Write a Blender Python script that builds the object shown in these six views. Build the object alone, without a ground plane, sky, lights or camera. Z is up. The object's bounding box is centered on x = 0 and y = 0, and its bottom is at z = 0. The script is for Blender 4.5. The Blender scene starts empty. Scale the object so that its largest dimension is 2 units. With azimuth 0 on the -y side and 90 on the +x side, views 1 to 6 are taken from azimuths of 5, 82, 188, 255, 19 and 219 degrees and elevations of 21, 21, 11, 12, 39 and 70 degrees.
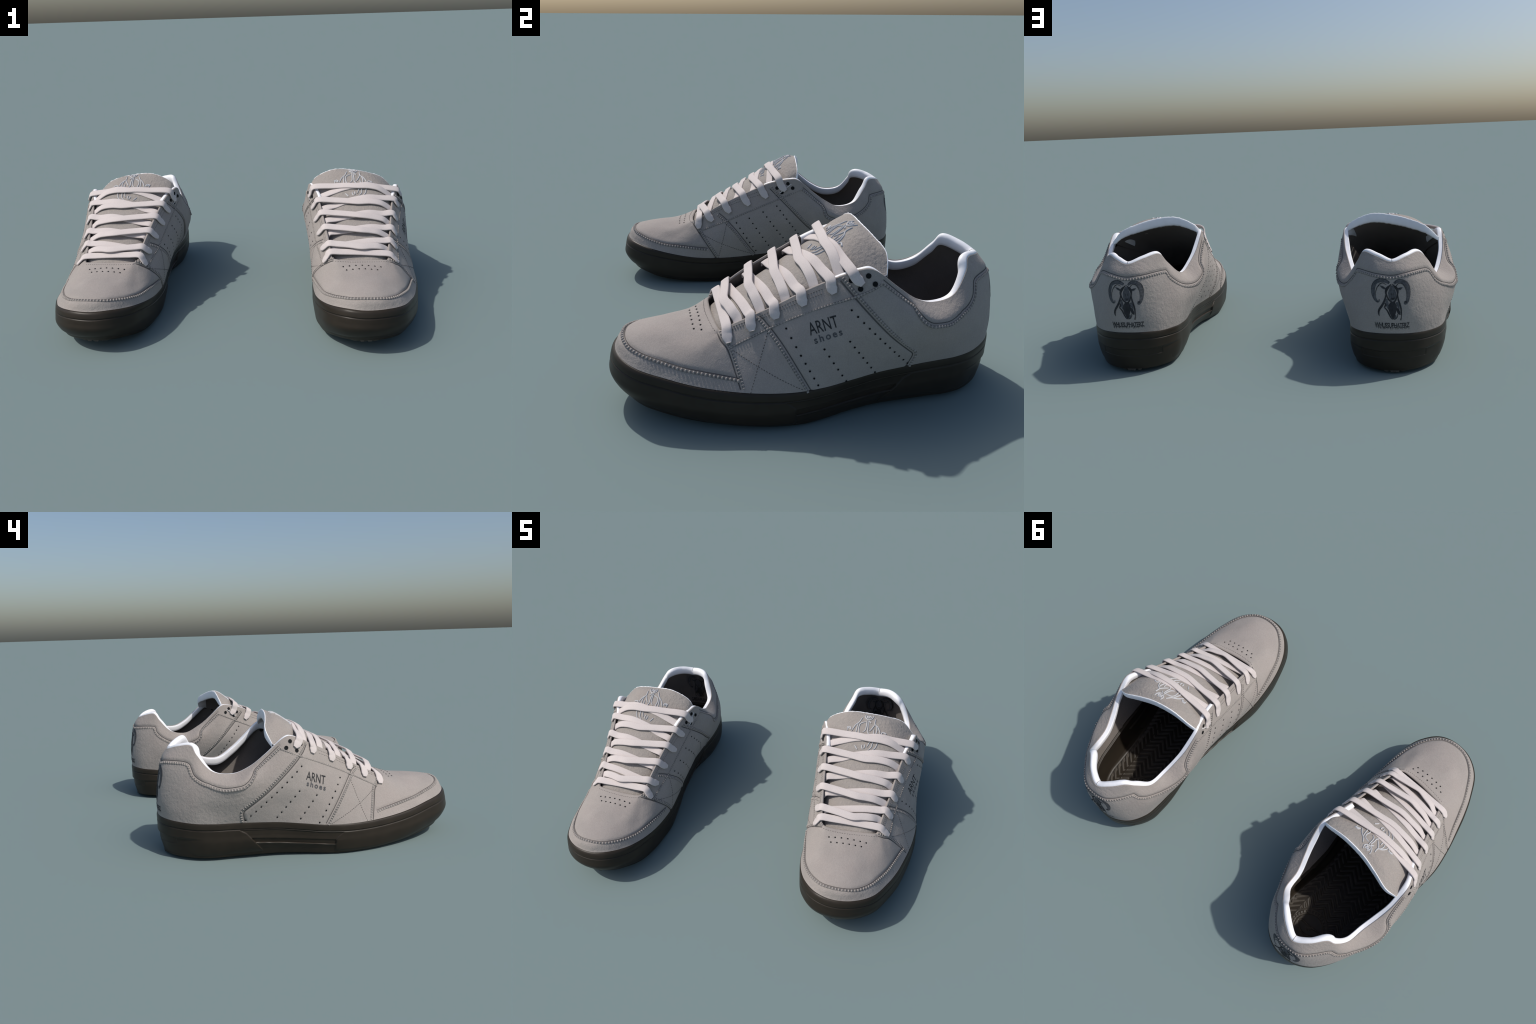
import math, random
import numpy as np

# ----------------------------------------------------------------------------
#  CONTROL SECTIONS.  One shoe is laid out for the wearer's left-hand side of the
#  set (+x); the other one is its mirror image.  Each station is one
#  cross-section of the upper: sole seam, three points up the wall, opening edge.
# ----------------------------------------------------------------------------
OUTER = [  # toe cap -> lateral wall -> heel
    [(.665,-.742,.235),(.665,-.711,.281),(.665,-.600,.305),(.662,-.490,.315),(.660,-.371,.342)],
    [(.765,-.722,.234),(.750,-.693,.277),(.735,-.585,.302),(.725,-.470,.312),(.730,-.361,.338)],
    [(.850,-.655,.222),(.828,-.620,.263),(.800,-.530,.286),(.785,-.440,.304),(.788,-.351,.336)],
    [(.903,-.545,.203),(.880,-.510,.240),(.858,-.455,.269),(.835,-.395,.301),(.808,-.338,.335)],
    [(.935,-.445,.184),(.911,-.410,.223),(.884,-.370,.263),(.852,-.335,.307),(.815,-.300,.360)],
    [(.958,-.340,.170),(.929,-.313,.216),(.896,-.286,.271),(.861,-.258,.332),(.825,-.230,.394)],
    [(.978,-.220,.162),(.946,-.198,.232),(.913,-.176,.303),(.877,-.153,.373),(.840,-.130,.445)],
    [(.987,-.090,.161),(.964,-.075,.245),(.936,-.060,.331),(.898,-.045,.415),(.854,-.030,.500)],
    [(.976, .030,.167),(.967, .035,.250),(.952, .040,.345),(.920, .050,.445),(.872, .070,.549)],
    [(.956, .140,.180),(.960, .140,.270),(.963, .140,.365),(.945, .148,.470),(.900, .155,.590)],
    [(.938, .240,.192),(.953, .235,.280),(.965, .230,.375),(.951, .225,.475),(.910, .212,.590)],
    [(.928, .310,.197),(.948, .310,.280),(.963, .310,.365),(.950, .306,.448),(.906, .300,.521)],
    [(.916, .385,.200),(.938, .385,.270),(.957, .385,.345),(.952, .386,.420),(.889, .380,.461)],
    [(.899, .480,.201),(.919, .480,.265),(.937, .477,.328),(.944, .464,.388),(.865, .460,.429)],
    [(.882, .570,.201),(.890, .569,.265),(.899, .568,.330),(.888, .570,.395),(.842, .552,.445)],
    [(.847, .652,.202),(.850, .655,.270),(.848, .649,.355),(.831, .635,.440),(.798, .611,.518)],
    [(.778, .735,.207),(.777, .738,.280),(.770, .727,.380),(.758, .703,.480),(.757, .632,.560)],
    [(.703, .779,.211),(.703, .783,.290),(.700, .773,.395),(.697, .750,.485),(.700, .692,.551)],
]
INNER = [  # heel -> medial wall -> toe cap
    [(.632, .790,.212),(.630, .790,.290),(.630, .776,.395),(.630, .756,.485),(.630, .729,.532)],
    [(.560, .780,.211),(.560, .780,.290),(.562, .767,.395),(.563, .744,.485),(.560, .693,.553)],
    [(.490, .735,.206),(.488, .732,.280),(.495, .720,.380),(.505, .696,.480),(.502, .638,.565)],
    [(.444, .655,.200),(.436, .650,.270),(.434, .640,.355),(.447, .622,.445),(.476, .604,.520)],
    [(.434, .570,.191),(.413, .562,.265),(.403, .556,.330),(.415, .552,.400),(.441, .541,.453)],
    [(.434, .480,.187),(.405, .475,.260),(.381, .466,.330),(.384, .455,.386),(.436, .445,.434)],
    [(.445, .385,.184),(.403, .385,.260),(.372, .380,.345),(.364, .371,.420),(.417, .361,.477)],
    [(.455, .300,.181),(.408, .305,.265),(.370, .305,.360),(.366, .300,.452),(.402, .295,.527)],
    [(.459, .210,.178),(.415, .220,.270),(.373, .225,.380),(.372, .224,.485),(.395, .208,.600)],
    [(.453, .110,.172),(.415, .120,.258),(.380, .130,.370),(.386, .140,.475),(.412, .148,.602)],
    [(.446, .000,.165),(.412, .010,.250),(.393, .020,.345),(.403, .032,.445),(.440, .050,.577)],
    [(.432,-.120,.160),(.411,-.105,.240),(.405,-.088,.330),(.424,-.064,.430),(.458,-.040,.536)],
    [(.421,-.250,.162),(.414,-.228,.240),(.422,-.203,.318),(.446,-.172,.402),(.475,-.140,.489)],
    [(.427,-.370,.168),(.431,-.340,.230),(.446,-.304,.290),(.469,-.270,.358),(.491,-.235,.439)],
    [(.438,-.475,.185),(.449,-.438,.232),(.466,-.398,.272),(.488,-.353,.323),(.506,-.305,.393)],
    [(.465,-.575,.204),(.475,-.532,.242),(.492,-.475,.267),(.508,-.415,.301),(.517,-.357,.352)],
    [(.507,-.652,.219),(.517,-.617,.259),(.538,-.540,.286),(.547,-.450,.310),(.542,-.375,.347)],
    [(.577,-.718,.234),(.587,-.685,.277),(.602,-.590,.299),(.605,-.480,.312),(.600,-.376,.344)],
]
CAGE = np.array(OUTER + INNER)            # 36 stations x 5 points
NSTA = len(CAGE)
HALF = NSTA // 2                          # station of the heel centre

def catmull(P, u, closed):
    """Catmull-Rom through control points along axis 0 at parameters u."""
    P = np.asarray(P, float); n = len(P); u = np.asarray(u, float)
    i = np.floor(u).astype(int)
    if not closed: i = np.clip(i, 0, n-2)
    f = (u - i).reshape((-1,) + (1,)*(P.ndim-1))
    if closed: g = lambda k: P[(i+k) % n]
    else:
        Q = np.concatenate([[2*P[0]-P[1]], P, [2*P[-1]-P[-2]]]); g = lambda k: Q[i+k+1]
    a, b, c, d = g(-1), g(0), g(1), g(2)
    return .5*(2*b + (c-a)*f + (2*a-5*b+4*c-d)*f**2 + (3*b-a-3*c+d)*f**3)

def section(u):                           # (len(u), 5, 3)
    return catmull(CAGE, u, True)

def surface(U, T):
    """points of the upper on the parameter grid, U stations x T heights (0..1)"""
    S = section(U)
    return np.swapaxes(catmull(np.swapaxes(S, 0, 1), np.asarray(T)*4, False), 0, 1)

def grid_normals(G, closed=True):
    du = (np.roll(G, -1, 0) - np.roll(G, 1, 0)) if closed else np.gradient(G, axis=0)
    dt = np.gradient(G, axis=1)
    n = np.cross(du, dt)
    return n/np.maximum(np.linalg.norm(n, axis=-1, keepdims=True), 1e-9)
# --- tongue: rows from the top edge down to below the vamp, inner -> outer edge
TONGUE_ROWS = [
    [(.400,.190,.600),(.440,.205,.650),(.540,.212,.690),(.650,.226,.683),(.740,.250,.661),(.825,.275,.626),(.890,.262,.565)],
    [(.395,.135,.560),(.440,.150,.612),(.540,.165,.651),(.650,.178,.664),(.750,.190,.646),(.830,.200,.600),(.900,.190,.540)],
    [(.405,.090,.525),(.460,.090,.575),(.550,.090,.605),(.655,.095,.616),(.760,.100,.605),(.840,.105,.565),(.895,.110,.510)],
    [(.440,-.030,.460),(.490,-.030,.510),(.570,-.030,.535),(.660,-.030,.541),(.750,-.030,.533),(.820,-.030,.505),(.865,-.030,.455)],
    [(.470,-.160,.390),(.515,-.160,.435),(.580,-.160,.458),(.660,-.160,.463),(.740,-.160,.457),(.800,-.160,.432),(.840,-.160,.385)],
    [(.505,-.300,.335),(.540,-.300,.362),(.595,-.300,.375),(.660,-.300,.378),(.730,-.300,.374),(.780,-.300,.356),(.815,-.300,.325)],
    [(.520,-.410,.270),(.550,-.410,.285),(.600,-.410,.292),(.660,-.410,.294),(.720,-.410,.292),(.770,-.410,.282),(.805,-.410,.265)],
]
TONGUE = np.array(TONGUE_ROWS)
TONGUE[1, 1:6, 2] += [.008, .014, .016, .018, .016]
TONGUE[2, 2:6, 2] += [.006, .008, .010, .010]

def tongue_surface(R, C):
    a = catmull(TONGUE, np.asarray(R)*6, False)
    return np.swapaxes(catmull(np.swapaxes(a, 0, 1), np.asarray(C)*6, False), 0, 1)

# ----------------------------------------------------------------------------
#  GENERAL HELPERS
# ----------------------------------------------------------------------------
import bpy, bmesh
from mathutils import Vector
from mathutils.bvhtree import BVHTree
from mathutils.kdtree import KDTree

rng = np.random.default_rng(7)
ORIGIN = np.array([.64, 0., 0.])

def unit(v):
    v = np.asarray(v, float)
    return v/np.maximum(np.linalg.norm(v, axis=-1, keepdims=True), 1e-9)

def smoothstep(a, b, x):
    t = np.clip((x-a)/(b-a), 0, 1)
    return t*t*(3-2*t)

def resample(P, step):
    P = np.asarray(P, float)
    d = np.r_[0, np.cumsum(np.linalg.norm(np.diff(P, axis=0), axis=1))]
    n = max(2, int(round(d[-1]/step))+1)
    s = np.linspace(0, d[-1], n)
    return np.stack([np.interp(s, d, P[:, k]) for k in range(P.shape[1])], 1)

def curve_through(P, step=.004, sub=24):
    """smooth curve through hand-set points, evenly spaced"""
    P = np.asarray(P, float)
    u = np.linspace(0, len(P)-1, (len(P)-1)*sub+1)
    return resample(catmull(P, u, False), step)

def quads(nu, nv, closed):
    i = np.arange(nu if closed else nu-1)[:, None]; j = np.arange(nv-1)[None, :]
    i2 = (i+1) % nu
    return np.stack([i*nv+j, i2*nv+j, i2*nv+j+1, i*nv+j+1], -1).reshape(-1, 4)

# ----------------------------------------------------------------------------
#  MATERIALS
# ----------------------------------------------------------------------------
def new_material(name, rough, spec=.3):
    m = bpy.data.materials.new(name); m.use_nodes = True
    b = m.node_tree.nodes["Principled BSDF"]
    b.inputs["Roughness"].default_value = rough
    b.inputs["Specular IOR Level"].default_value = spec
    return m, m.node_tree, b

def noise(t, co, scale, detail=3, rough=.55):
    n = t.nodes.new("ShaderNodeTexNoise")
    n.inputs["Scale"].default_value = scale; n.inputs["Detail"].default_value = detail
    n.inputs["Roughness"].default_value = rough
    t.links.new(co, n.inputs["Vector"]); return n.outputs["Fac"]

def ramp(t, fac, stops):
    r = t.nodes.new("ShaderNodeValToRGB"); e = r.color_ramp.elements
    while len(e) < len(stops): e.new(.5)
    for k, (p, c) in enumerate(stops):
        e[k].position = p; e[k].color = (*c, 1)
    t.links.new(fac, r.inputs["Fac"]); return r.outputs["Color"]

def mix(t, fac, a, b, mode="MIX"):
    m = t.nodes.new("ShaderNodeMix"); m.data_type = "RGBA"; m.blend_type = mode
    for s, v in ((0, fac), (6, a), (7, b)):
        if hasattr(v, "is_linked") or hasattr(v, "links"): t.links.new(v, m.inputs[s])
        else: m.inputs[s].default_value = v if s == 0 else (*v, 1)
    return m.outputs[2]

def bump(t, height, strength, dist, prev=None):
    b = t.nodes.new("ShaderNodeBump")
    b.inputs["Strength"].default_value = strength; b.inputs["Distance"].default_value = dist
    t.links.new(height, b.inputs["Height"])
    if prev is not None: t.links.new(prev, b.inputs["Normal"])
    return b.outputs["Normal"]

def suede(name, base, grain, wrinkle):
    """napped leather: cloudy worn patches, fine nap, wrinkle relief"""
    m, t, b = new_material(name, .88, .18)
    co = t.nodes.new("ShaderNodeTexCoord").outputs["Object"]
    base = np.array(base)
    cloud = noise(t, co, 9, 4, .6)
    c1 = ramp(t, cloud, [(.30, base*.88), (.50, base), (.68, base*np.array([1.15, 1.14, 1.14]))])
    pink = noise(t, co, 5.5, 2)
    c2 = mix(t, ramp(t, pink, [(.42, (0, 0, 0)), (.68, (.55,)*3)]), c1, base*np.array([1.06, .98, .97]))
    nap = noise(t, co, 240, 2)
    c3 = mix(t, .55, c2, ramp(t, nap, [(.3, base*.86), (.7, base*1.13)]))
    t.links.new(c3, b.inputs["Base Color"])
    mp = t.nodes.new("ShaderNodeMapping"); mp.inputs["Scale"].default_value = (1, 1.15, .9)
    t.links.new(co, mp.inputs["Vector"])
    n1 = bump(t, noise(t, mp.outputs["Vector"], 62, 4, .6), wrinkle, .010)
    n2 = bump(t, noise(t, co, 300, 2), grain, .002, n1)
    t.links.new(n2, b.inputs["Normal"])
    b.inputs["Sheen Weight"].default_value = .08
    return m

def plain(name, col, rough, spec=.3, var=.10, scale=40, bstr=.1, bscale=200):
    m, t, b = new_material(name, rough, spec)
    co = t.nodes.new("ShaderNodeTexCoord").outputs["Object"]
    col = np.array(col)
    t.links.new(ramp(t, noise(t, co, scale, 3), [(.3, col*(1-var)), (.7, np.minimum(col*(1+var), 1))]), b.inputs["Base Color"])
    if bstr: t.links.new(bump(t, noise(t, co, bscale, 3), bstr, .003), b.inputs["Normal"])
    return m

def woven(name, col):
    """flat cotton lace with a fine weave"""
    m, t, b = new_material(name, .85, .2)
    co = t.nodes.new("ShaderNodeTexCoord").outputs["Object"]
    col = np.array(col)
    t.links.new(ramp(t, noise(t, co, 220, 2), [(.3, col*.96), (.7, np.minimum(col*1.04, 1))]), b.inputs["Base Color"])
    t.links.new(bump(t, noise(t, co, 420, 2), .25, .0015), b.inputs["Normal"])
    b.inputs["Sheen Weight"].default_value = .1
    return m

GREY = (.337, .305, .281)
M_SUEDE = suede("grey_suede", GREY, .35, .16)
M_TONGUE = suede("wrinkled_suede", (.325, .297, .272), .35, .55)
M_HEEL = suede("creased_suede", GREY, .35, .32)
M_THREAD = plain("stitch_thread", (.345, .315, .290), .8, .2)
M_DARKSTRIP = plain("stitch_gap", (.175, .163, .155), .9, .1)  # darker suede tone painting the shade between stitches; also the binding joint
M_SEAM = plain("seam_shadow_gap", (.105, .098, .095), .9, .1)  # dark strip colour painting the shade of the seam grooves; also the crossed dashes
M_HOLEDISC = plain("punched_hole", (.012, .013, .014), .9, .1)  # near-black discs that stand for holes; nothing is pierced
M_LACE = woven("lace_cotton", (.610, .550, .527))
M_LINING = plain("white_lining", (.90, .905, .93), .45, .4, .03, 30, .22, 70)
M_RUBBER = plain("brown_rubber", (.0285, .0226, .0165), .40, .22, .10, 14, .05, 120)
M_INSIDE = suede("inner_lining", (.20, .18, .165), .3, .2)  # grey suede darkened to paint in the shade inside the shoe
M_INSOLE = plain("dark_insole", (.075, .066, .056), .7, .25, .2, 30, .2, 90)
M_INK = plain("black_ink", (.040, .040, .042), .85, .15, .25, 60)
M_INKGREY = plain("grey_ink", (.095, .095, .10), .85, .15, .35, 110)
M_EMBROIDERY = plain("pale_embroidery", (.50, .505, .52), .7, .3, .05, 80)

# ----------------------------------------------------------------------------
#  SEAM LAYOUT  (y, z) on the side walls; the outer wall of the mirrored shoe
#  has its lower seams set a little further back.
# ----------------------------------------------------------------------------
WALLS = {
    "outer": dict(
        vamp=[(-.356,.336),(-.340,.312),(-.318,.288),(-.296,.222),(-.276,.155)],
        cross=[(-.206,.408),(-.178,.390),(-.121,.323),(-.068,.237),(-.022,.155)],
        rear=[(.086,.556),(.180,.449),(.268,.354),(.345,.283),(.367,.262),(.369,.245),(.356,.200)],
        eyestay=[(.240,.546),(.124,.496),(.028,.457),(-.058,.419),(-.155,.373),(-.235,.332),(-.314,.293)],
        xs=[[(-.172,.352),(-.247,.160)], [(-.304,.292),(-.060,.170)]],
        eyelets=[(.128,.555),(.156,.530),(.207,.547),(.185,.575)],
        rows=[((.123,.457),(.356,.214),12),((.117,.343),(.225,.195),7),((.025,.314),(.110,.178),6),((-.105,.375),(.001,.179),8)]),
    "inner": dict(
        vamp=[(-.374,.342),(-.362,.326),(-.335,.290),(-.290,.222),(-.250,.155)],
        cross=[(-.226,.408),(-.190,.380),(-.130,.315),(-.070,.230),(-.018,.155)],
        rear=[(.054,.552),(.150,.455),(.262,.337),(.335,.272),(.356,.250),(.358,.235),(.345,.175)],
        eyestay=[(.215,.550),(.089,.494),(.000,.455),(-.111,.406),(-.220,.358),(-.340,.306)],
        xs=[[(-.185,.372),(-.241,.160)], [(-.345,.302),(-.035,.168)]],
        eyelets=[(.093,.557),(.118,.535),(.176,.561),(.151,.583)],
        rows=[((-.134,.364),(-.026,.194),7),((-.063,.391),(.064,.198),8),((.013,.427),(.165,.219),9),((.088,.461),(.265,.225),11)]),
}
COLLAR_SEAM = [(.914,.240,.556),(.919,.285,.522),(.927,.349,.480),(.929,.367,.460),(.946,.380,.433),(.955,.405,.405),(.951,.441,.387),(.920,.510,.378),
               (.863,.575,.392),(.832,.624,.426),(.813,.638,.458),(.797,.645,.480),(.772,.668,.489),(.712,.729,.489),(.666,.752,.482),(.624,.758,.478),(.580,.750,.481),
               (.539,.728,.485),(.476,.648,.487),(.460,.636,.478),(.448,.628,.449),(.430,.586,.410),(.395,.530,.388),(.380,.453,.376),(.368,.395,.392),
               (.366,.365,.415),(.374,.350,.470),(.388,.295,.508),(.393,.230,.562)]
TOE_SEAM = [(.942,-.297,.213),(.923,-.347,.216),(.905,-.405,.222),(.884,-.484,.234),(.857,-.554,.250),(.826,-.622,.267),(.780,-.672,.277),(.735,-.695,.283),
            (.687,-.703,.284),(.633,-.701,.283),(.585,-.685,.280),(.530,-.635,.265),(.496,-.585,.253),(.469,-.535,.246),(.443,-.460,.242),(.428,-.378,.231),(.420,-.300,.222)]
LACE_OUT = [(.922,.165,.545),(.910,.064,.511),(.890,-.040,.460),(.878,-.140,.408),(.865,-.226,.357),(.855,-.310,.305)]
LACE_IN = [(.380,.132,.551),(.401,.033,.509),(.421,-.063,.464),(.448,-.164,.416),(.464,-.262,.367),(.481,-.338,.316)]

# base surface of the upper, shared by both shoes
NU, NT = 1180, 150
UU = np.arange(NU)/NU*NSTA
TT = np.linspace(0, 1, NT)
BASE = surface(UU, TT)
BASE_N = grid_normals(BASE)
_c = np.array([.65, .0, .2])
if ((BASE[:, 40]-_c)*BASE_N[:, 40]).sum() < 0: BASE_N = -BASE_N
BVH = BVHTree.FromPolygons(BASE[::2, ::2].reshape(-1, 3).tolist(), quads(NU//2, NT//2, True).tolist())
KD = KDTree(NU*NT)
for k, p in enumerate(BASE.reshape(-1, 3)): KD.insert(p, k)
KD.balance()

def snap(P):
    """nearest points of the upper with outward normals"""
    Q, N = [], []
    for p in P:
        _, k, _ = KD.find(p); co, _, _, _ = BVH.find_nearest(p)
        n = BASE_N.reshape(-1, 3)[k]; Q.append(co); N.append(n)
    return np.array([tuple(q) for q in Q]), np.array(N)

def cast_side(yz, wall):
    s = 1 if wall == "outer" else -1
    out = []
    for y, z in yz:
        hit = BVH.ray_cast(Vector((.64+s*.6, y, z)), Vector((-s, 0, 0)))[0]
        if hit is not None and (hit.x-.64)*s > .09: out.append(tuple(hit))
    return np.array(out)

class Shoe:
    def __init__(self, name, mirror, loc, label):
        self.mirror = mirror
        e = bpy.data.objects.new(name, None); e.location = loc
        e.empty_display_size = .1
        e["label"] = label; e["category"] = "shoe"
        bpy.context.scene.collection.objects.link(e); self.root = e

    def add(self, name, V, F, mat, normals=None, smooth=True, stuff=False, parent=None):
        V = np.asarray(V, float).reshape(-1, 3) - ORIGIN
        F = np.asarray(F) if not isinstance(F, list) else F
        if self.mirror:
            V = V*[-1, 1, 1]
            F = F[:, ::-1] if isinstance(F, np.ndarray) else [f[::-1] for f in F]
            if normals is not None: normals = normals*[-1, 1, 1]
        me = bpy.data.meshes.new(name)
        if isinstance(F, np.ndarray):
            n, k = F.shape
            me.vertices.add(len(V)); me.vertices.foreach_set("co", V.astype(np.float32).ravel())
            me.loops.add(n*k); me.loops.foreach_set("vertex_index", np.ascontiguousarray(F).astype(np.int32).ravel())
            me.polygons.add(n); me.polygons.foreach_set("loop_start", np.arange(0, n*k, k, dtype=np.int32))
            me.update(calc_edges=True)
        else:
            me.from_pydata(V.tolist(), [], F)
        me.polygons.foreach_set("use_smooth", np.full(len(me.polygons), smooth))
        me.materials.append(mat); me.validate(); me.update()
        if normals is not None: me.normals_split_custom_set_from_vertices(normals.tolist())
        o = bpy.data.objects.new(name, me); o.parent = parent or self.root
        if stuff: o["kind"] = "stuff"
        bpy.context.scene.collection.objects.link(o)
        return o

    def shift(self, yz, wall, amount=1.0):
        yz = np.array(yz, float)
        if self.mirror and wall == "outer":
            z = np.clip(yz[:, 1], .1, .52)
            yz[:, 0] += amount*.06*(1-((z-.1)/.42)**2)
        return yz

# ----------------------------------------------------------------------------
#  SURFACE DRESSING: seams, stitches, hole discs, print
# ----------------------------------------------------------------------------
def frame_on(P):
    Q, N = snap(P)
    T = unit(np.gradient(Q, axis=0))
    return Q, N, T, unit(np.cross(N, T))

class Pile:                               # collects many little pieces into one mesh
    def __init__(self): self.V, self.F, self.n = [], [], 0
    def put(self, V, F):
        self.V.append(np.asarray(V).reshape(-1, 3)); self.F += [[int(i)+self.n for i in f] for f in F]
        self.n += len(self.V[-1])

def ribbon(pile, P, width, lift, offset=0., crown=.0006):
    Q, N, T, S = frame_on(P)
    rows = [Q + S*(offset+k*width/2) + N*(lift+(crown if k == 0 else 0)) for k in (-1, 0, 1)]
    pile.put(np.stack(rows, 1), quads(len(Q), 3, False))

CAPS = [(-1, 0, -.6), (-.72, -1, -.5), (-.72, -.55, .85), (-.72, .55, .85), (-.72, 1, -.5),
        (.72, -1, -.5), (.72, -.55, .85), (.72, .55, .85), (.72, 1, -.5), (1, 0, -.6)]
CAPF = [[1, 0, 2], [2, 0, 3], [3, 0, 4], [1, 2, 6, 5], [2, 3, 7, 6], [3, 4, 8, 7], [5, 6, 9], [6, 7, 9], [7, 8, 9]]

def stitches(pile, P, step, length, thick, lift, offset=0., across=False):
    Q, N, T, S = frame_on(resample(P, step))
    A, B = (S, T) if across else (T, S)
    c = np.array(CAPS)
    j = rng.normal(0, .08, (len(Q), 1))
    for q, n, a, b, s, w in zip(Q, N, A, B, S, j):
        a = unit(a + b*w)
        base = q + s*offset + n*lift
        pile.put(base + np.outer(c[:, 0]*length/2, a) + np.outer(c[:, 1]*thick, b) + np.outer(c[:, 2]*thick*.9, n), CAPF)

def disc(pile, q, n, r, lift, rings=2, k=14):
    a = unit(np.cross(n, (0, .3, 1))); b = np.cross(n, a)
    V = [q + n*(lift-.0012)]; F = []
    for i in range(1, rings+1):
        for t in np.arange(k)*2*math.pi/k:
            V.append(q + (a*math.cos(t)+b*math.sin(t))*r*i/rings + n*(lift-.0012*(1-i/rings)))
    F += [[0, 1+i, 1+(i+1) % k] for i in range(k)]
    for i in range(1, rings):
        o = 1+(i-1)*k
        F += [[o+j, o+k+j, o+k+(j+1) % k, o+(j+1) % k] for j in range(k)]
    pile.put(V, F)

def brush(P, W, step):
    """flat stroke of varying width in the plane -> vertices (n,5,2)"""
    P = np.asarray(P, float)
    u = np.linspace(0, len(P)-1, max(6, (len(P)-1)*5))
    C = catmull(P, u, False); w = np.interp(u, np.arange(len(W)), W)/2
    T = unit(np.gradient(C, axis=0)); S = np.stack([-T[:, 1], T[:, 0]], 1)
    return np.stack([C + S*(w*k)[:, None] for k in (-1, -.5, 0, .5, 1)], 1)

def text_mesh(body, size, spacing=1.0, sx=1.0, bold=0.):
    cu = bpy.data.curves.new("lettering", "FONT"); cu.body = body; cu.size = size
    cu.space_character = spacing; cu.align_x = "CENTER"; cu.offset = bold; cu.resolution_u = 3
    o = bpy.data.objects.new("lettering", cu); bpy.context.scene.collection.objects.link(o)
    dg = bpy.context.evaluated_depsgraph_get(); dg.update()
    me = bpy.data.meshes.new_from_object(o.evaluated_get(dg))
    bm = bmesh.new(); bm.from_mesh(me)
    bmesh.ops.triangulate(bm, faces=bm.faces[:])
    for _ in range(2):
        long = [e for e in bm.edges if e.calc_length() > size*.16]
        if long: bmesh.ops.subdivide_edges(bm, edges=long, cuts=1)
        bmesh.ops.triangulate(bm, faces=bm.faces[:])
    V = np.array([v.co[:2] for v in bm.verts]); F = [[v.index for v in f.verts] for f in bm.faces]
    bm.free(); bpy.data.objects.remove(o); bpy.data.curves.remove(cu); bpy.data.meshes.remove(me)
    V[:, 0] *= sx
    return V, F

# ----------------------------------------------------------------------------
#  EMBLEMS (drawn in plain drawing units, strokes with widths)
# ----------------------------------------------------------------------------
RAM_GREY = [
    ([(590,330),(480,275),(370,270),(270,330),(218,450),(215,590),(250,700),(300,770),(345,770),(355,715)], [60,95,95,90,92,88,75,55,35,18]),
    ([(700,345),(780,290),(870,285),(960,340),(1020,440),(1035,560),(1025,680),(1000,770),(960,820),(930,790)], [50,80,88,92,92,90,80,70,50,22]),
    ([(655,385),(655,470),(655,560),(660,660),(668,740)], [70,130,190,170,90]),
    ([(520,700),(530,790),(545,880),(575,960)], [30,70,60,20]),
    ([(760,780),(790,860),(820,960)], [50,60,20]),
    ([(640,1080),(640,1150),(672,1195)], [40,50,30]), ([(720,1090),(725,1140),(700,1190)], [50,60,30]),
    ([(380,395),(440,435),(505,470)], [18,60,40]), ([(900,430),(840,465),(780,465)], [18,60,40]),
]
RAM_DARK = [
    ([(178,520),(190,420),(240,320),(330,250),(430,232),(530,265),(598,325)], [6,9,10,11,10,9,8]),
    ([(360,375),(305,450),(275,560),(275,650)], [24,15,10,5]), ([(360,365),(430,330),(520,370)], [26,14,10]),
    ([(740,420),(800,345),(880,340),(940,400),(985,520),(995,640)], [20,14,14,14,9,5]),
    ([(690,330),(770,265),(870,247),(970,285),(1045,380),(1078,530)], [7,9,9,9,9,6]),
    ([(935,780),(975,770),(985,800)], [30,40,12]), ([(300,780),(335,790)], [14,10]),
    ([(410,410),(445,430),(490,462)], [10,26,12]), ([(880,440),(840,450),(790,470)], [10,30,14]),
    ([(640,352),(600,390),(560,430),(525,480),(508,560),(535,650),(590,740),(660,785)], [14,26,60,66,40,30,34,30]),
    ([(660,352),(705,395),(740,430),(775,485),(785,560),(765,660),(725,750),(670,788)], [14,26,60,60,36,34,38,30]),
    ([(620,680),(650,690),(670,706),(695,690),(722,678)], [10,30,42,30,10]), ([(635,560),(640,620)], [8,10]), ([(690,560),(688,620)], [8,10]),
    ([(672,770),(665,850),(662,930),(665,1020),(670,1110),(676,1195)], [90,185,205,160,90,14]),
    ([(512,580),(490,690),(450,800),(405,880),(355,960),(338,1030),(342,1080),(356,1122)], [18,34,48,52,46,40,28,6]),
    ([(480,800),(500,850),(470,900)], [14,40,26]),
    ([(470,905),(530,975),(570,1050),(605,1130),(650,1195)], [26,30,36,26,12]),
    ([(788,620),(800,720),(830,820),(856,920),(864,1010),(868,1110),(850,1215)], [18,36,40,36,30,14,26]),
    ([(735,900),(780,960),(810,1030),(840,1085)], [20,60,70,18]), ([(690,1200),(745,1175),(775,1120),(785,1060)], [12,14,16,20]),
]
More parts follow.
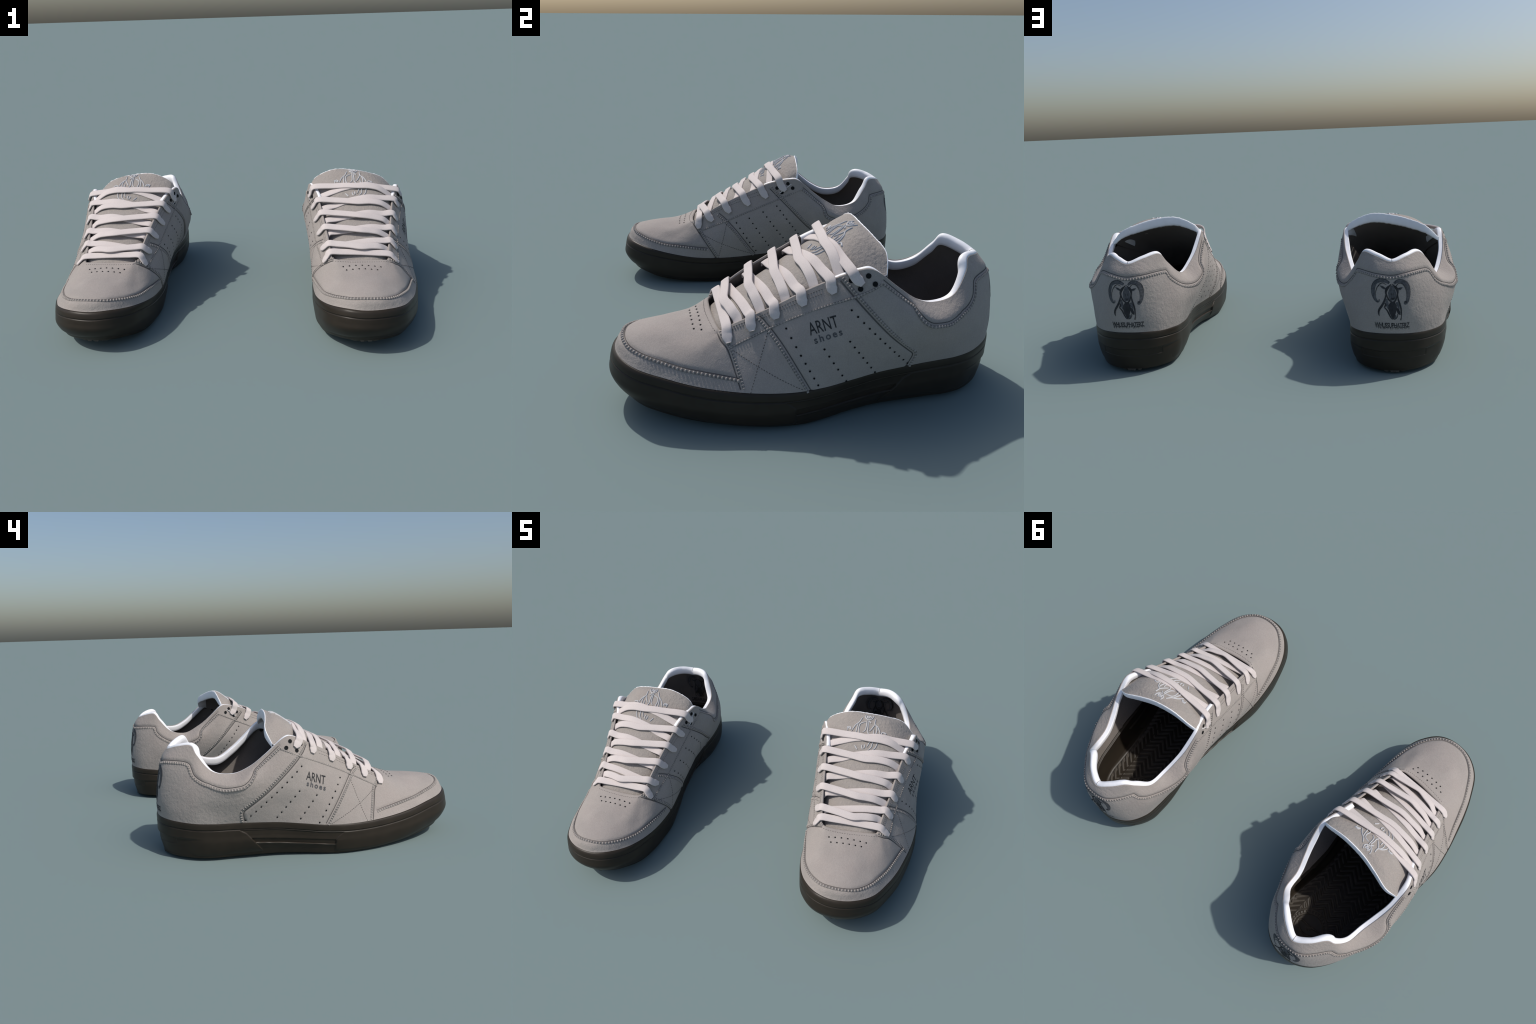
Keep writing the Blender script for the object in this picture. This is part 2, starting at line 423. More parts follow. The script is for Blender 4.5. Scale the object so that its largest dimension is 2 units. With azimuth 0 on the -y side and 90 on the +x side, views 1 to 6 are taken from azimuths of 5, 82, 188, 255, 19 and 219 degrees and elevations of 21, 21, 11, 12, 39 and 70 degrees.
BIRD = [  # embroidered skeleton, seen on the tongue in plan (x, y)
    [(.632,.206),(.629,.186),(.642,.175),(.655,.173),(.667,.182),(.673,.199),(.670,.209)], [(.635,.198),(.642,.188),(.639,.179)],
    [(.644,.186),(.645,.193),(.652,.190),(.650,.183),(.644,.185)], [(.651,.201),(.661,.191),(.658,.182)],
    [(.615,.182),(.603,.157),(.597,.152),(.581,.137),(.568,.111)], [(.597,.150),(.595,.133),(.594,.110),(.597,.080)],
    [(.636,.160),(.610,.149),(.605,.129),(.610,.111),(.613,.081)], [(.537,.131),(.555,.132),(.563,.121),(.543,.129),(.545,.115)],
    [(.642,.169),(.644,.142),(.642,.122),(.630,.110)], [(.649,.166),(.654,.138),(.655,.117),(.662,.106),(.658,.073)], [(.652,.168),(.666,.159)],
    [(.686,.185),(.688,.158),(.706,.147),(.720,.129),(.724,.115)], [(.695,.154),(.704,.134),(.702,.108),(.693,.063),(.690,.044),(.675,.028)],
    [(.688,.156),(.677,.135),(.665,.118)], [(.687,.130),(.688,.119),(.689,.104),(.674,.059),(.668,.043)], [(.731,.115),(.736,.128),(.757,.126),(.742,.131)],
    [(.601,.045),(.611,.034),(.618,.026)], [(.640,.050),(.641,.039),(.648,.031)], [(.652,.054),(.656,.043),(.653,.035)],
    [(.724,.115),(.718,.064),(.711,.044),(.699,.032)],
]

# per-station sole sizes: bulge of the wall, height of the bottom edge, roll-under
SOLE_MID = [.030,.027,.023,.020,.020,.017,.014,.011,.004,-.002,-.004,-.003,.001,.003,.003,.003,.004,.005,
            .006,.006,.006,.005,.004,.003,.002,.000,-.002,-.002,.000,.004,.004,.003,.004,.011,.023,.031]
SOLE_LOW = [-.012,-.014,-.014,-.008,-.003,.001,.001,-.003,-.016,-.030,-.038,-.038,-.034,-.026,-.018,-.013,-.011,-.010,
            -.012,-.013,-.015,-.014,-.016,-.018,-.024,-.032,-.038,-.042,-.038,-.020,-.008,-.005,-.005,-.008,-.010,-.012]
SOLE_EDGE = [.072,.068,.057,.042,.028,.018,.011,.011,.014,.018,.020,.021,.021,.021,.021,.021,.022,.022,
             .022,.022,.022,.021,.020,.021,.023,.025,.025,.022,.019,.014,.011,.016,.024,.036,.053,.065]

def build_sole(S):
    nu = 1200
    U = np.arange(nu)/nu*NSTA
    A = catmull(CAGE[:, 0], U, True)
    tan = unit(np.roll(A, -2, 0)-np.roll(A, 2, 0))
    out = unit(np.stack([tan[:, 1], -tan[:, 0], 0*tan[:, 0]], 1))
    if (out*(A-[.65, 0, 0])).sum() < 0: out = -out
    M, E, Lw = [catmull(np.array(v)[:, None], U, True)[:, 0] for v in (SOLE_MID, SOLE_EDGE, SOLE_LOW)]
    drop = 0. if S.mirror else .005
    E = E - drop
    zt = A[:, 2]
    o = lambda *v: np.stack(v, 1)
    h = zt-E
    prof_o = o(-.014+0*M, .000+0*M, .005+.30*M, .004+.62*M, .85*M+.002, M+.001, .60*M+.40*Lw, Lw, Lw-.022, Lw-.075)
    prof_z = o(zt-.008, zt+.001, zt-.008, zt-.034, zt-.36*h, zt-.54*h, zt-.76*h, E+.016, E+.001, E)
    knots = np.stack([prof_o, prof_z], -1)                      # nu,10,2
    kv = 112
    pr = np.swapaxes(catmull(np.swapaxes(knots, 0, 1), np.linspace(0, 9, kv), False), 0, 1)
    off, z = pr[..., 0].copy(), pr[..., 1]
    P = A[:, None, :]*[1, 1, 0] + out[:, None, :]*off[..., None]
    y = P[..., 1] - (np.where(A[:, 0] > .64, .06, .0)[:, None] if S.mirror else 0)
    x = P[..., 0]
    depth = z - zt[:, None]
    side = (np.abs(out[:, 0]) > .55)[:, None]*(1.0)
    wall = smoothstep(5, 15, np.arange(kv))[None, :]*(z > E[:, None]+.012)
    ins = .0046*np.exp(-((depth+.034)/.0021)**2)*wall           # line under the foxing band
    yf = -.080 - .045*smoothstep(.085, .135, z)
    yr = .272 + (z-.055)*.86 + .02*smoothstep(.14, .17, z)
    panel = smoothstep(-.0025, .0025, y-yf)*smoothstep(-.0025, .0025, yr-y)*smoothstep(-.036, -.041, depth)*side
    ins += .0045*panel*wall
    zs = .066 + .08*(y+.08)
    slot = smoothstep(-.0025, .0025, z-zs)*smoothstep(-.0025, .0025, zs+.019-z)*smoothstep(.001, .005, y-yf)*smoothstep(.001, .005, yr-y)*side
    ins += .012*slot*wall
    ins -= .0035*np.exp(-((z-zs+.004)/.003)**2)*panel*wall      # thin rib under the slot
    heel = smoothstep(.155, .148, np.abs(x-.635))*smoothstep(.60, .63, P[..., 1])*smoothstep(.090, .094, z)*smoothstep(.124, .119, z)
    ins += .0065*heel*wall
    ins += .006*smoothstep(.60, .70, P[..., 1])*smoothstep(.128, .118, z)*wall
    P = A[:, None, :]*[1, 1, 0] + out[:, None, :]*(off-ins)[..., None]
    P[..., 2] = z
    kb = int(np.argmin(np.abs(depth[0]+.034)))
    F = quads(nu, kv, True)
    j = F[:, 0] % kv
    N = -grid_normals(P)
    if (N[:, 45]*out).sum() < 0: N = -N
    def piece(name, mask, mat):
        f = F[mask]; used, inv = np.unique(f, return_inverse=True)
        f = inv.reshape(-1, 4)
        S.add(name, P.reshape(-1, 3)[used], orient(P.reshape(-1, 3)[used], f, N.reshape(-1, 3)[used]), mat, N.reshape(-1, 3)[used])
    piece("foxing_band", j < kb, M_RUBBER)
    pm = (panel*side).reshape(-1)[F[:, 0]] > .5
    piece("sidewall_insert", (j >= kb) & pm, M_RUBBER)
    piece("outsole", (j >= kb) & ~pm, M_RUBBER)
    # underside with herringbone tread, and the insole inside
    ring = P[:, -1]
    def floor(name, ring, dz, inset, amp, mat, up):
        m = nu//2+1
        a = ring[:m]; b = ring[(-np.arange(m)) % nu]
        w = np.linspace(0, 1, 141)[None, :, None]
        G = a[:, None]*(1-w)+b[:, None]*w
        zig = np.abs(((G[..., 0]-.64)/.055) % 2 - 1)*.050
        saw = ((G[..., 1]+zig)/.034) % 1
        ridge = smoothstep(.08, .20, saw)*smoothstep(.64, .52, saw)
        dx, dy = G[..., 0]-.635, G[..., 1]-.585
        r = np.hypot(dx, dy)
        disk = smoothstep(.116, .112, r)
        rays = .5+.5*np.sin(np.arctan2(dy, dx)*34)
        eye = np.exp(-((np.abs(dy-.012*np.cos(dx*30))-.026*np.sqrt(np.clip(1-(dx/.07)**2, 0, 1)))/.004)**2)*(np.abs(dx) < .07)
        seal = .7*np.exp(-((r-.106)/.0035)**2)+.7*np.exp(-((r-.084)/.0035)**2)+.5*rays*np.exp(-((r-.095)/.006)**2)
        seal = np.maximum(seal, np.maximum(.8*eye, np.exp(-(r/.012)**2)))
        ridge = ridge*(1-disk)+disk*seal
        edge = np.minimum(w[..., 0], 1-w[..., 0])
        G[..., 2] -= np.clip(G[..., 2]-(.0115-drop)-dz, 0, .009)*smoothstep(.0, .22, edge)   # bevelled rim, flat middle
        G[..., 2] += dz + amp*ridge*smoothstep(.02, .05, edge)
        f = quads(G.shape[0], 141, False)
        V = G.reshape(-1, 3)
        n = np.tile([0, 0, 1. if up else -1.], (len(V), 1))
        S.add(name, V, orient(V, f, n), mat)
    floor("tread", ring, .0025, 0, -.003, M_RUBBER, False)
    ins_ring = A*[1, 1, 0] + out*(np.minimum(prof_o[:, 7], -.008)-.006)[:, None]; ins_ring[:, 2] = E+.002
    floor("insole", ins_ring, .0, 0, .008, M_INSOLE, True)
    # inner wall of the cup sole
    iw = [A + out*-.005 + [0, 0, .004],
          A*[1, 1, 0] + out*(prof_o[:, 4]-.004)[:, None] + np.stack([0*zt, 0*zt, prof_z[:, 4]], 1),
          A*[1, 1, 0] + out*(prof_o[:, 6]-.005)[:, None] + np.stack([0*zt, 0*zt, prof_z[:, 6]], 1), ins_ring]
    W = np.stack(iw, 1)[::3]
    S.add("inner_sole_wall", W, orient(W.reshape(-1, 3), quads(len(W), 4, True), np.repeat(-out[::3], 4, 0)), M_RUBBER)

def orient(V, F, N):
    """turn faces so that they agree with the wanted normals"""
    F = np.asarray(F)
    fn = np.cross(V[F[:, 1]]-V[F[:, 0]], V[F[:, 2]]-V[F[:, 0]])
    flip = (fn*N[F[:, 0]]).sum(1) < 0
    F = F.copy(); F[flip] = F[flip][:, ::-1]
    return F

def build_upper(S):
    lines = {}
    for w, d in WALLS.items():
        for k in ("vamp", "cross", "rear"):
            lines[w, k] = curve_through(cast_side(S.shift(curve_through(d[k], .01), w), w))
        es = np.array(d["eyestay"])
        if S.mirror and w == "outer": es[-1] = (-.286, .306)
        lines[w, "eyestay"] = curve_through(cast_side(curve_through(es, .01), w))
        lines[w, "xs"] = [cast_side(S.shift(resample(x, .006), w), w) for x in d["xs"]]
    collar = curve_through(COLLAR_SEAM); toe = curve_through(([(.956, -.252, .205)] if S.mirror else [(.946, -.286, .211)])+TOE_SEAM)
    # panels puff up slightly between their seams
    seam_pts = np.concatenate([lines[w, k] for w in WALLS for k in ("vamp", "cross", "rear")] + [collar, toe])
    seam_pts = snap(seam_pts)[0]
    kd = KDTree(len(seam_pts))
    for k, p in enumerate(seam_pts): kd.insert(p, k)
    kd.balance()
    D = np.array([kd.find(p)[2] for p in BASE.reshape(-1, 3)]).reshape(NU, NT)
    puff = .0035*(1-np.exp(-(D/.0075)**2))
    # soft lumps of hand-lasted leather
    lump = np.zeros((NU, NT))
    for _ in range(14):
        k = rng.normal(0, 1, 3)*rng.uniform(10, 30); ph = rng.uniform(0, 6.28)
        lump += np.sin(BASE@k+ph)*.00014
    # spots of the dark discs added in place of punched holes
    holes, eyelets = [], []
    for w, d in WALLS.items():
        eyelets += list(snap(cast_side(d["eyelets"], w))[0])
        for a, b, n in d["rows"]:
            f = np.linspace(0, 1, n)[:, None]
            holes += list(snap(cast_side(S.shift(np.array(a)*(1-f)+np.array(b)*f, w), w))[0])
    for k in range(7):
        f = k/6; holes.append(snap([(.571+.196*f, -.426+.013*f+.004*math.sin(f*3.14), .335)])[0][0])
        if k < 6:
            f = k/5; holes.append(snap([(.587+.160*f, -.452+.012*f, .329)])[0][0])
    hk = KDTree(len(holes))
    for k, p in enumerate(holes): hk.insert(p, k)
    hk.balance()
    DH = np.array([hk.find(p)[2] for p in BASE.reshape(-1, 3)]).reshape(NU, NT)
    V = BASE + BASE_N*(puff+lump-.0014*np.exp(-(DH/.006)**2))[..., None]
    N = grid_normals(V)
    if (N*BASE_N).sum() < 0: N = -N
    # split by panel
    F = quads(NU, NT, True)
    C = BASE.reshape(-1, 3)[F].mean(1); x, y, z = C.T
    u = UU[F[:, 0]//NT]; t = TT[F[:, 0] % NT]
    def t_of(line):
        idx = np.array([KD.find(p)[1] for p in line])
        return UU[idx//NT], TT[idx % NT]
    cu, ct = t_of(collar); o = np.argsort(cu); tc = np.interp(u, cu[o], ct[o], left=2, right=2)
    tu, tt = t_of(toe); tu = np.where(tu > HALF, tu-NSTA, tu); o = np.argsort(tu)
    uu = np.where(u > HALF, u-NSTA, u); tv = np.interp(uu, tu[o], tt[o], left=-1, right=-1)
    label = np.full(len(F), "quarter", dtype=object)
    for w, sel in (("outer", x >= .64), ("inner", x < .64)):
        g = lambda k: np.interp(-z, -lines[w, k][:, 2], lines[w, k][:, 1])
        yv, yx, yr = g("vamp"), g("cross"), g("rear")
        es = lines[w, "eyestay"]; es = es[np.argsort(es[:, 1])]
        ze = np.interp(y, es[:, 1], es[:, 2])
        label[sel & (y < yr)] = "side_panel"
        label[sel & (y < yx)] = "forefoot_panel"
        label[sel & (y < yr) & (z > ze)] = "eyestay"
        label[sel & (y >= yr) & (z > ze) & (y < .27)] = "eyelet_tab"
        label[sel & (y < yv)] = "vamp"
    label[(label == "vamp") & (t < tv)] = "toe_guard"
    label[(t > tc) & (label == "quarter")] = "collar"
    Vf, Nf = V.reshape(-1, 3), N.reshape(-1, 3)
    F = orient(Vf, F, Nf)
    for name in ("vamp", "toe_guard", "quarter", "collar"):
        pick(S, name, label == name, F, Vf, Nf, M_HEEL if name in ("quarter", "collar", "toe_guard") else M_SUEDE)
    for name in ("forefoot_panel", "side_panel", "eyestay", "eyelet_tab"):
        for sel in (x >= .64, x < .64): pick(S, name, (label == name) & sel, F, Vf, Nf, M_SUEDE)
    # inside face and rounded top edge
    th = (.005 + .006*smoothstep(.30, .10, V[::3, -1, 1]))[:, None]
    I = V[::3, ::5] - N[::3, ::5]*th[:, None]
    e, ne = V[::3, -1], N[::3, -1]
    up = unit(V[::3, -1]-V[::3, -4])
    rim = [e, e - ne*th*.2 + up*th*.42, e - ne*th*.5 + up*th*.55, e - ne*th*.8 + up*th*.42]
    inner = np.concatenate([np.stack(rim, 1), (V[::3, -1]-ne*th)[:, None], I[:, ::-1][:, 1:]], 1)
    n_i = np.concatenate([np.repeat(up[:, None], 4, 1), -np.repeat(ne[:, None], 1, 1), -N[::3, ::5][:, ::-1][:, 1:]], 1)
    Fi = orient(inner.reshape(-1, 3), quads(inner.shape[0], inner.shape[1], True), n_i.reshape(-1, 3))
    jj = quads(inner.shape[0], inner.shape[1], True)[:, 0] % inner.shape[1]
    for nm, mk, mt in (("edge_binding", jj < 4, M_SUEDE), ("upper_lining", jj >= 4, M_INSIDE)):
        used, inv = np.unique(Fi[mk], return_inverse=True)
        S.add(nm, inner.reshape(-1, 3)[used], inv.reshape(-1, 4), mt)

    # --- seams and stitching
    seam, dark_strip, thread = Pile(), Pile(), Pile()
    lift = .0035
    for w in WALLS:
        s = 1 if w == "outer" else -1
        sg = s
        for k, wd, row in (("vamp", .0045, 1), ("cross", .0038, -1), ("rear", .0050, 1)):
            L = resample(lines[w, k], .005)
            ribbon(seam, L, wd, .0016)
            sd = offset_sign(L, row)
            for off, across in ((.0135, True),):
                ribbon(dark_strip, L, .0110, lift+.0002, sd*off)
                stitches(thread, L, .0122, .0115, .0034, lift+.0005, sd*off, True)
                ribbon(thread, L, .0024, lift+.0006, sd*(off), .0005)
        L = resample(lines[w, "eyestay"], .005)
        ribbon(dark_strip, L, .0085, lift+.0002); stitches(thread, L, .0115, .0085, .0034, lift+.0006, 0, True)
        ribbon(thread, L, .0025, lift+.0009, 0, .0004)
        for X in lines[w, "xs"]:
            stitches(seam, X, .0112, .0068, .0015, lift+.0003)
        # double row along the lacing edge
        us = np.linspace(3.6, 7.6, 90) if w == "outer" else np.linspace(28.4, 32.4, 90)
        Eg = surface(us, [.955])[:, 0]; Eg2 = surface(us, [.915])[:, 0]
        for g in (Eg, Eg2): stitches(dark_strip, g, .0105, .0066, .0015, lift+.0003)
    Lc = resample(collar, .005); sc = offset_sign(Lc, None, down=True)
    ribbon(seam, Lc, .0034, .0016)
    for off in (.0135,):
        ribbon(dark_strip, Lc, .0110, lift+.0002, sc*off); stitches(thread, Lc, .0130, .0115, .0036, lift+.0005, sc*off, True)
        ribbon(thread, Lc, .0024, lift+.0006, sc*off, .0005)
    Lt = resample(toe, .005); st = offset_sign(Lt, None, down=True)
    ribbon(seam, Lt, .0026, .0016)
    ribbon(dark_strip, Lt, .0115, lift+.0002, st*.0095); stitches(thread, Lt, .0152, .0125, .0044, lift+.0006, st*.0095, True)
    throat = surface(np.linspace(-2.2, 2.2, 60) % NSTA, [.965])[:, 0]
    stitches(dark_strip, throat, .0125, .0075, .0014, lift+.0003)
    S.add("seam", np.concatenate(seam.V), seam.F, M_SEAM, stuff=True)
    S.add("stitch_channel", np.concatenate(dark_strip.V), dark_strip.F, M_DARKSTRIP, stuff=True)  # raised strips painting shade under the stitches, plus dark stitch dashes
    S.add("stitching", np.concatenate(thread.V), thread.F, M_THREAD, stuff=True)
    pf = Pile()
    for q, n in zip(*snap(holes)): disc(pf, q, n, .0039, .0046, 2, 12)
    S.add("perforation", np.concatenate(pf.V), pf.F, M_HOLEDISC, stuff=True)  # black discs laid on shallow dents instead of pierced holes
    for q, n in zip(*snap(eyelets)):
        p = Pile(); disc(p, q, n, .0098, .0062, 3, 20); disc(p, q, -n, .0098, .0092, 3, 20); S.add("eyelet", np.concatenate(p.V), p.F, M_HOLEDISC)  # black discs on both faces instead of open eyelets
    return lines

def offset_sign(L, row, down=False):
    """which side of a seam its stitches lie on"""
    Q, N, T, Sd = frame_on(L)
    if down: return -1. if Sd[:, 2].mean() > 0 else 1.
    return row*(1. if Sd[:, 1].mean() > 0 else -1.)

def pick(S, name, mask, F, V, N, mat):
    if not mask.any(): return
    f = F[mask]; used, inv = np.unique(f, return_inverse=True)
    S.add(name, V[used], inv.reshape(-1, 4), mat, N[used])

def build_collar_lining(S):
    us = np.linspace(7.75, 28.3, 420)
    E = surface(us, [1.0])[:, 0]
    t = unit(np.gradient(E, axis=0)*[1, 1, 0]); inn = np.stack([-t[:, 1], t[:, 0], 0*t[:, 0]], 1)
    inn = np.where(((np.array([.64, .30, 0])-E)*inn).sum(1, keepdims=True) < 0, -inn, inn)
    for _ in range(30): inn[1:-1] = unit(inn[:-2]+2*inn[1:-1]+inn[2:])
    h = smoothstep(.50, .66, E[:, 1])
    frontal = smoothstep(.26, .18, E[:, 1])
    w = .024 + .007*h; up = .0005 + .0120*h + .006*frontal
    wav = 1 + .06*np.sin(us*2.1)+.04*np.sin(us*3.3)
    w = w*wav
    prof = [(.001, -.004), (.05, .55), (.30, 1.0), (.62, 1.0), (.92, .30), (1.0, -.9), (.98, -2.0), (.90, -3.2), (.70, -4.2)]
    rows = [E + inn*(w*a)[:, None] + np.stack([0*w, 0*w, up*b if b > 0 else .009*b + 0*w], 1) for a, b in prof]
    pr = np.stack(rows, 1)
    pr = np.swapaxes(catmull(np.swapaxes(pr, 0, 1), np.linspace(0, 8, 25), False), 0, 1)
    S.add("collar_lining", pr, orient(pr.reshape(-1, 3), quads(len(us), 25, False), (pr-(E[:, None]+inn[:, None]*.010-[0, 0, .02])).reshape(-1, 3)), M_LINING)
    # little seam where the binding is joined at the heel
    k = int(np.argmin(np.abs(us-HALF)))
    p = Pile(); line = pr[k, 1:14]+unit(pr[k, 1:14]-(E[k]+inn[k]*.010-[0, 0, .02]))*.0008
    p.put(np.stack([line-[.001, 0, 0], line+[.001, 0, 0]], 1), quads(len(line), 2, False))
    S.add("binding_joint", np.concatenate(p.V), p.F, M_DARKSTRIP)

def build_tongue(S):
    R = np.linspace(0, 1, 110); Cc = np.linspace(0, 1, 90)
    G = tongue_surface(R, Cc)
    du = np.gradient(G, axis=0); dv = np.gradient(G, axis=1)
    N = unit(np.cross(du, dv)); N = np.where(N[..., 2:3] < 0, -N, N)
    th = .004
    S.add("tongue", G, orient(G.reshape(-1, 3), quads(110, 90, False), N.reshape(-1, 3)), M_TONGUE)
    Bk = G - N*th
    # thick white padding behind the top edge: back over the rim, then down inside
    top = G[0]; edge = np.sin(np.linspace(0, math.pi, 90))[:, None]**.5
    rough = rng.normal(0, .0008, (90, 1))
    d = lambda y, z: top + np.array([0, y, z])*(.25+.75*edge) + np.array([0, 0, 1.])*rough
    rim = np.stack([top+N[0]*.0015-[0, 0, .002], d(.0015, .0015), d(.004, .001), d(.006, -.005), d(.008, -.018), d(.009, -.034), d(.008, -.045),
                    d(.002, -.052), Bk[14]-N[14]*.002], 0)
    nr = np.stack([N[0], N[0]+[0, 0, 1], np.tile([0, .3, 1.], (90, 1)), np.tile([0, .7, .7], (90, 1)), np.tile([0, .9, .4], (90, 1)), np.tile([0, 1., .1], (90, 1)),
                   np.tile([0, 1., -.3], (90, 1)), np.tile([0, .5, -1.], (90, 1)), np.tile([0, .3, -1.], (90, 1))], 0)
    S.add("tongue_lining", rim, orient(rim.reshape(-1, 3), quads(len(rim), 90, False), nr.reshape(-1, 3)), M_LINING)
    for c, s in ((0, -1), (-1, 1)):
        e = np.stack([G[:34, c], (G[:34, c]+Bk[:34, c])/2+[s*.003, 0, 0], Bk[:34, c]], 1)
        S.add("tongue_binding", e, orient(e.reshape(-1, 3), quads(34, 3, False), np.tile([s*1., 0, .2], (34*3, 1))), M_LINING)
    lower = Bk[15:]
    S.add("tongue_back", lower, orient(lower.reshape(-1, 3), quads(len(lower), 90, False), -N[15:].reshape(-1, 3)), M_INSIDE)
    bvh = BVHTree.FromPolygons(G.reshape(-1, 3).tolist(), quads(110, 90, False).tolist())
    emb = Pile()
    for st in BIRD:
        c = curve_through(np.array(st), .0022)
        P = []
        for x, y in c:
            h = bvh.ray_cast(Vector((x, y, 1.5)), Vector((0, 0, -1)))[0]
            P.append(tuple(h))
        P = np.array(P); n = np.array([0, -.5, .86])
        T = unit(np.gradient(P, axis=0)); Sd = unit(np.cross(n, T))
        w = .0029*np.interp(np.linspace(0, 1, len(P)), [0, .15, .8, 1], [.6, 1, 1, .5])[:, None]
        emb.put(np.stack([P-Sd*w-n*.001, P-Sd*w*.7+n*.0036, P+n*.0045, P+Sd*w*.7+n*.0036, P+Sd*w-n*.001], 1), quads(len(P), 5, False))
    S.add("tongue_emblem", np.concatenate(emb.V), emb.F, M_EMBROIDERY)

def tongue_height():
    G = tongue_surface(np.linspace(0, 1, 60), np.linspace(0, 1, 60))
    return BVHTree.FromPolygons(G.reshape(-1, 3).tolist(), quads(60, 60, False).tolist())
TBVH = tongue_height()

def strand(S, P, Nrm, width=.039, thick=.0085, both=False):
    """flat lace swept along P with face normals Nrm"""
    u = np.linspace(0, len(P)-1, (len(P)-1)*12+1)
    C = catmull(np.array(P), u, False); n = unit(catmull(np.array(Nrm), u, False))
    T = unit(np.gradient(C, axis=0)); Sd = unit(np.cross(T, n)); n = unit(np.cross(Sd, T))
    a = np.linspace(0, 2*math.pi, 20, endpoint=False)
    ca, sa = np.cos(a), np.sin(a)
    px = np.sign(ca)*np.abs(ca)**.30*width/2; pz = np.sign(sa)*np.abs(sa)**.55*thick/2
    pz = pz + .0012*(1-(px/(width/2))**2)
    k = np.interp(np.arange(len(C)), [0, 7], [.55, 1.]); k = np.minimum(k, np.interp(np.arange(len(C))[::-1], [0, 7], [.55 if both else .95, 1.]))
    V = C[:, None] + Sd[:, None]*(px[None, :]*k[:, None])[..., None] + n[:, None]*pz[None, :, None]
    F = quads(len(C), 20, False).tolist()
    F += [[i*20+19, (i+1)*20+19, (i+1)*20, i*20] for i in range(len(C)-1)]
    F += [list(range(19, -1, -1)), [(len(C)-1)*20+i for i in range(20)]]
    F = np.array([f for f in F if len(f) == 4])
    out = np.repeat(C[:, None], 20, 1)
    Fq = orient(V.reshape(-1, 3), F, (V-out).reshape(-1, 3)).tolist()
    Fq += [list(range(19, -1, -1)), [(len(C)-1)*20+i for i in range(20)]]
    S.add("shoelace_strand", V, Fq, M_LACE)

def build_laces(S):
    su = np.linspace(3.2, 9.5, 200); so = surface(su, [1.0])[:, 0]
    iu = np.linspace(26.5, 32.8, 200); si = surface(iu, [1.0])[:, 0]
    def edge(e, y):
        o = np.argsort(e[:, 1]); return np.array([np.interp(y, e[o, 1], e[o, k]) for k in range(3)])
    def top(x, y, h):
        hit = TBVH.ray_cast(Vector((x, y, 1.5)), Vector((0, 0, -1)))[0]
        return np.array([x, y, hit[2]+h])
    face = np.array([0, -.5, .86])
    def ends(tip, e, s, dy):
        q, n = snap([tip]); q, n = q[0]+n[0]*.0085, n[0]
        b = edge(e, tip[1]+dy)
        bend = b + np.array([s*.004, 0, .012])
        mid = q*.45 + (b+n*.012)*.55 + n*.002
        return [q, mid, bend], [n, unit(n+[0, 0, .15]), unit(n*.7+face)]
    def run(a, b, xs, arch, clear):
        """points across the tongue between two ends: taut, but never inside the tongue"""
        out, nn = [], []
        for x in xs:
            f = (x-a[0])/(b[0]-a[0]); p = a*(1-f)+b*f
            p[2] = max(p[2]+arch*math.sin(math.pi*f), top(p[0], p[1], clear)[2])
            out.append(p); nn.append(unit(face+[(p[0]-.65)*.7, 0, 0]))
        return out, nn
    rows_over = [.093, .004, -.098, -.190, -.274]
    out_shift = [-.037, -.008, -.008, -.004, -.004]
    rows_under = [.054, -.037, -.127, -.210, -.290]
    for i in range(5):
        P, Nn = ends(LACE_IN[i], si, -1, -.034)
        if i == 0: P[-1] = P[-1]+[0, 0, .012]
        e = edge(so, rows_over[i])
        mid = np.array([.67, P[-1][1]-.020, P[-1][2]-.010])
        mid[2] = max(mid[2], top(mid[0], mid[1], .013)[2])
        a, n = run(P[-1], mid, (.54, .605), .002, .012)
        a2, n2 = run(mid, e+[0, 0, .006], ((.735, .795) if i < 3 else (.72, .765)), .006, .012)
        P += a + [mid] + a2 + [e+[-.022, 0, .002], e+[-.004+.010*(i > 2), 0, -.017-.004*(i > 2)]]
        Nn += n + [unit(face)] + n2 + [unit(face+[.25, 0, 0]), unit(face+[.4, 0, 0])]
        strand(S, P, Nn)
        P, Nn = ends(LACE_OUT[i], so, 1, out_shift[i])
        e = edge(si, rows_under[i])
        a, n = run(P[-1], e+[.020, 0, -.012], (.80, .73, .66, .59, .54), .004, .003)
        P += a + [e+[.020, 0, -.012], e+[.004, 0, -.032]]
        Nn += n + [unit(face-[.3, 0, 0]), unit(face-[.4, 0, 0])]
        strand(S, P, Nn)
    P, Nn = ends(LACE_IN[5], si, -1, .0)
    Q, Nq = ends(LACE_OUT[5], so, 1, -.008)
    a, n = run(P[-1], Q[-1], (.57, .66, .75), .004, .014)
    strand(S, P+a+Q[::-1], Nn+n+Nq[::-1], both=True)

def project_heel(uv, S, lift, inside=False):
    """drawing on the heel: u to the viewer's right seen from behind, v = height"""
    s = 1 if S.mirror else -1
    out = []
    for u_, v_ in uv.reshape(-1, 2):
        x = .628 + s*u_
        h, n, _, _ = BVH.ray_cast(Vector((x, 1.3, v_)), Vector((0, -1, 0)))
        n = n if n.y > 0 else -n
        out.append(tuple(h + n*(-(.0115+lift) if inside else lift)))
    return np.array(out)

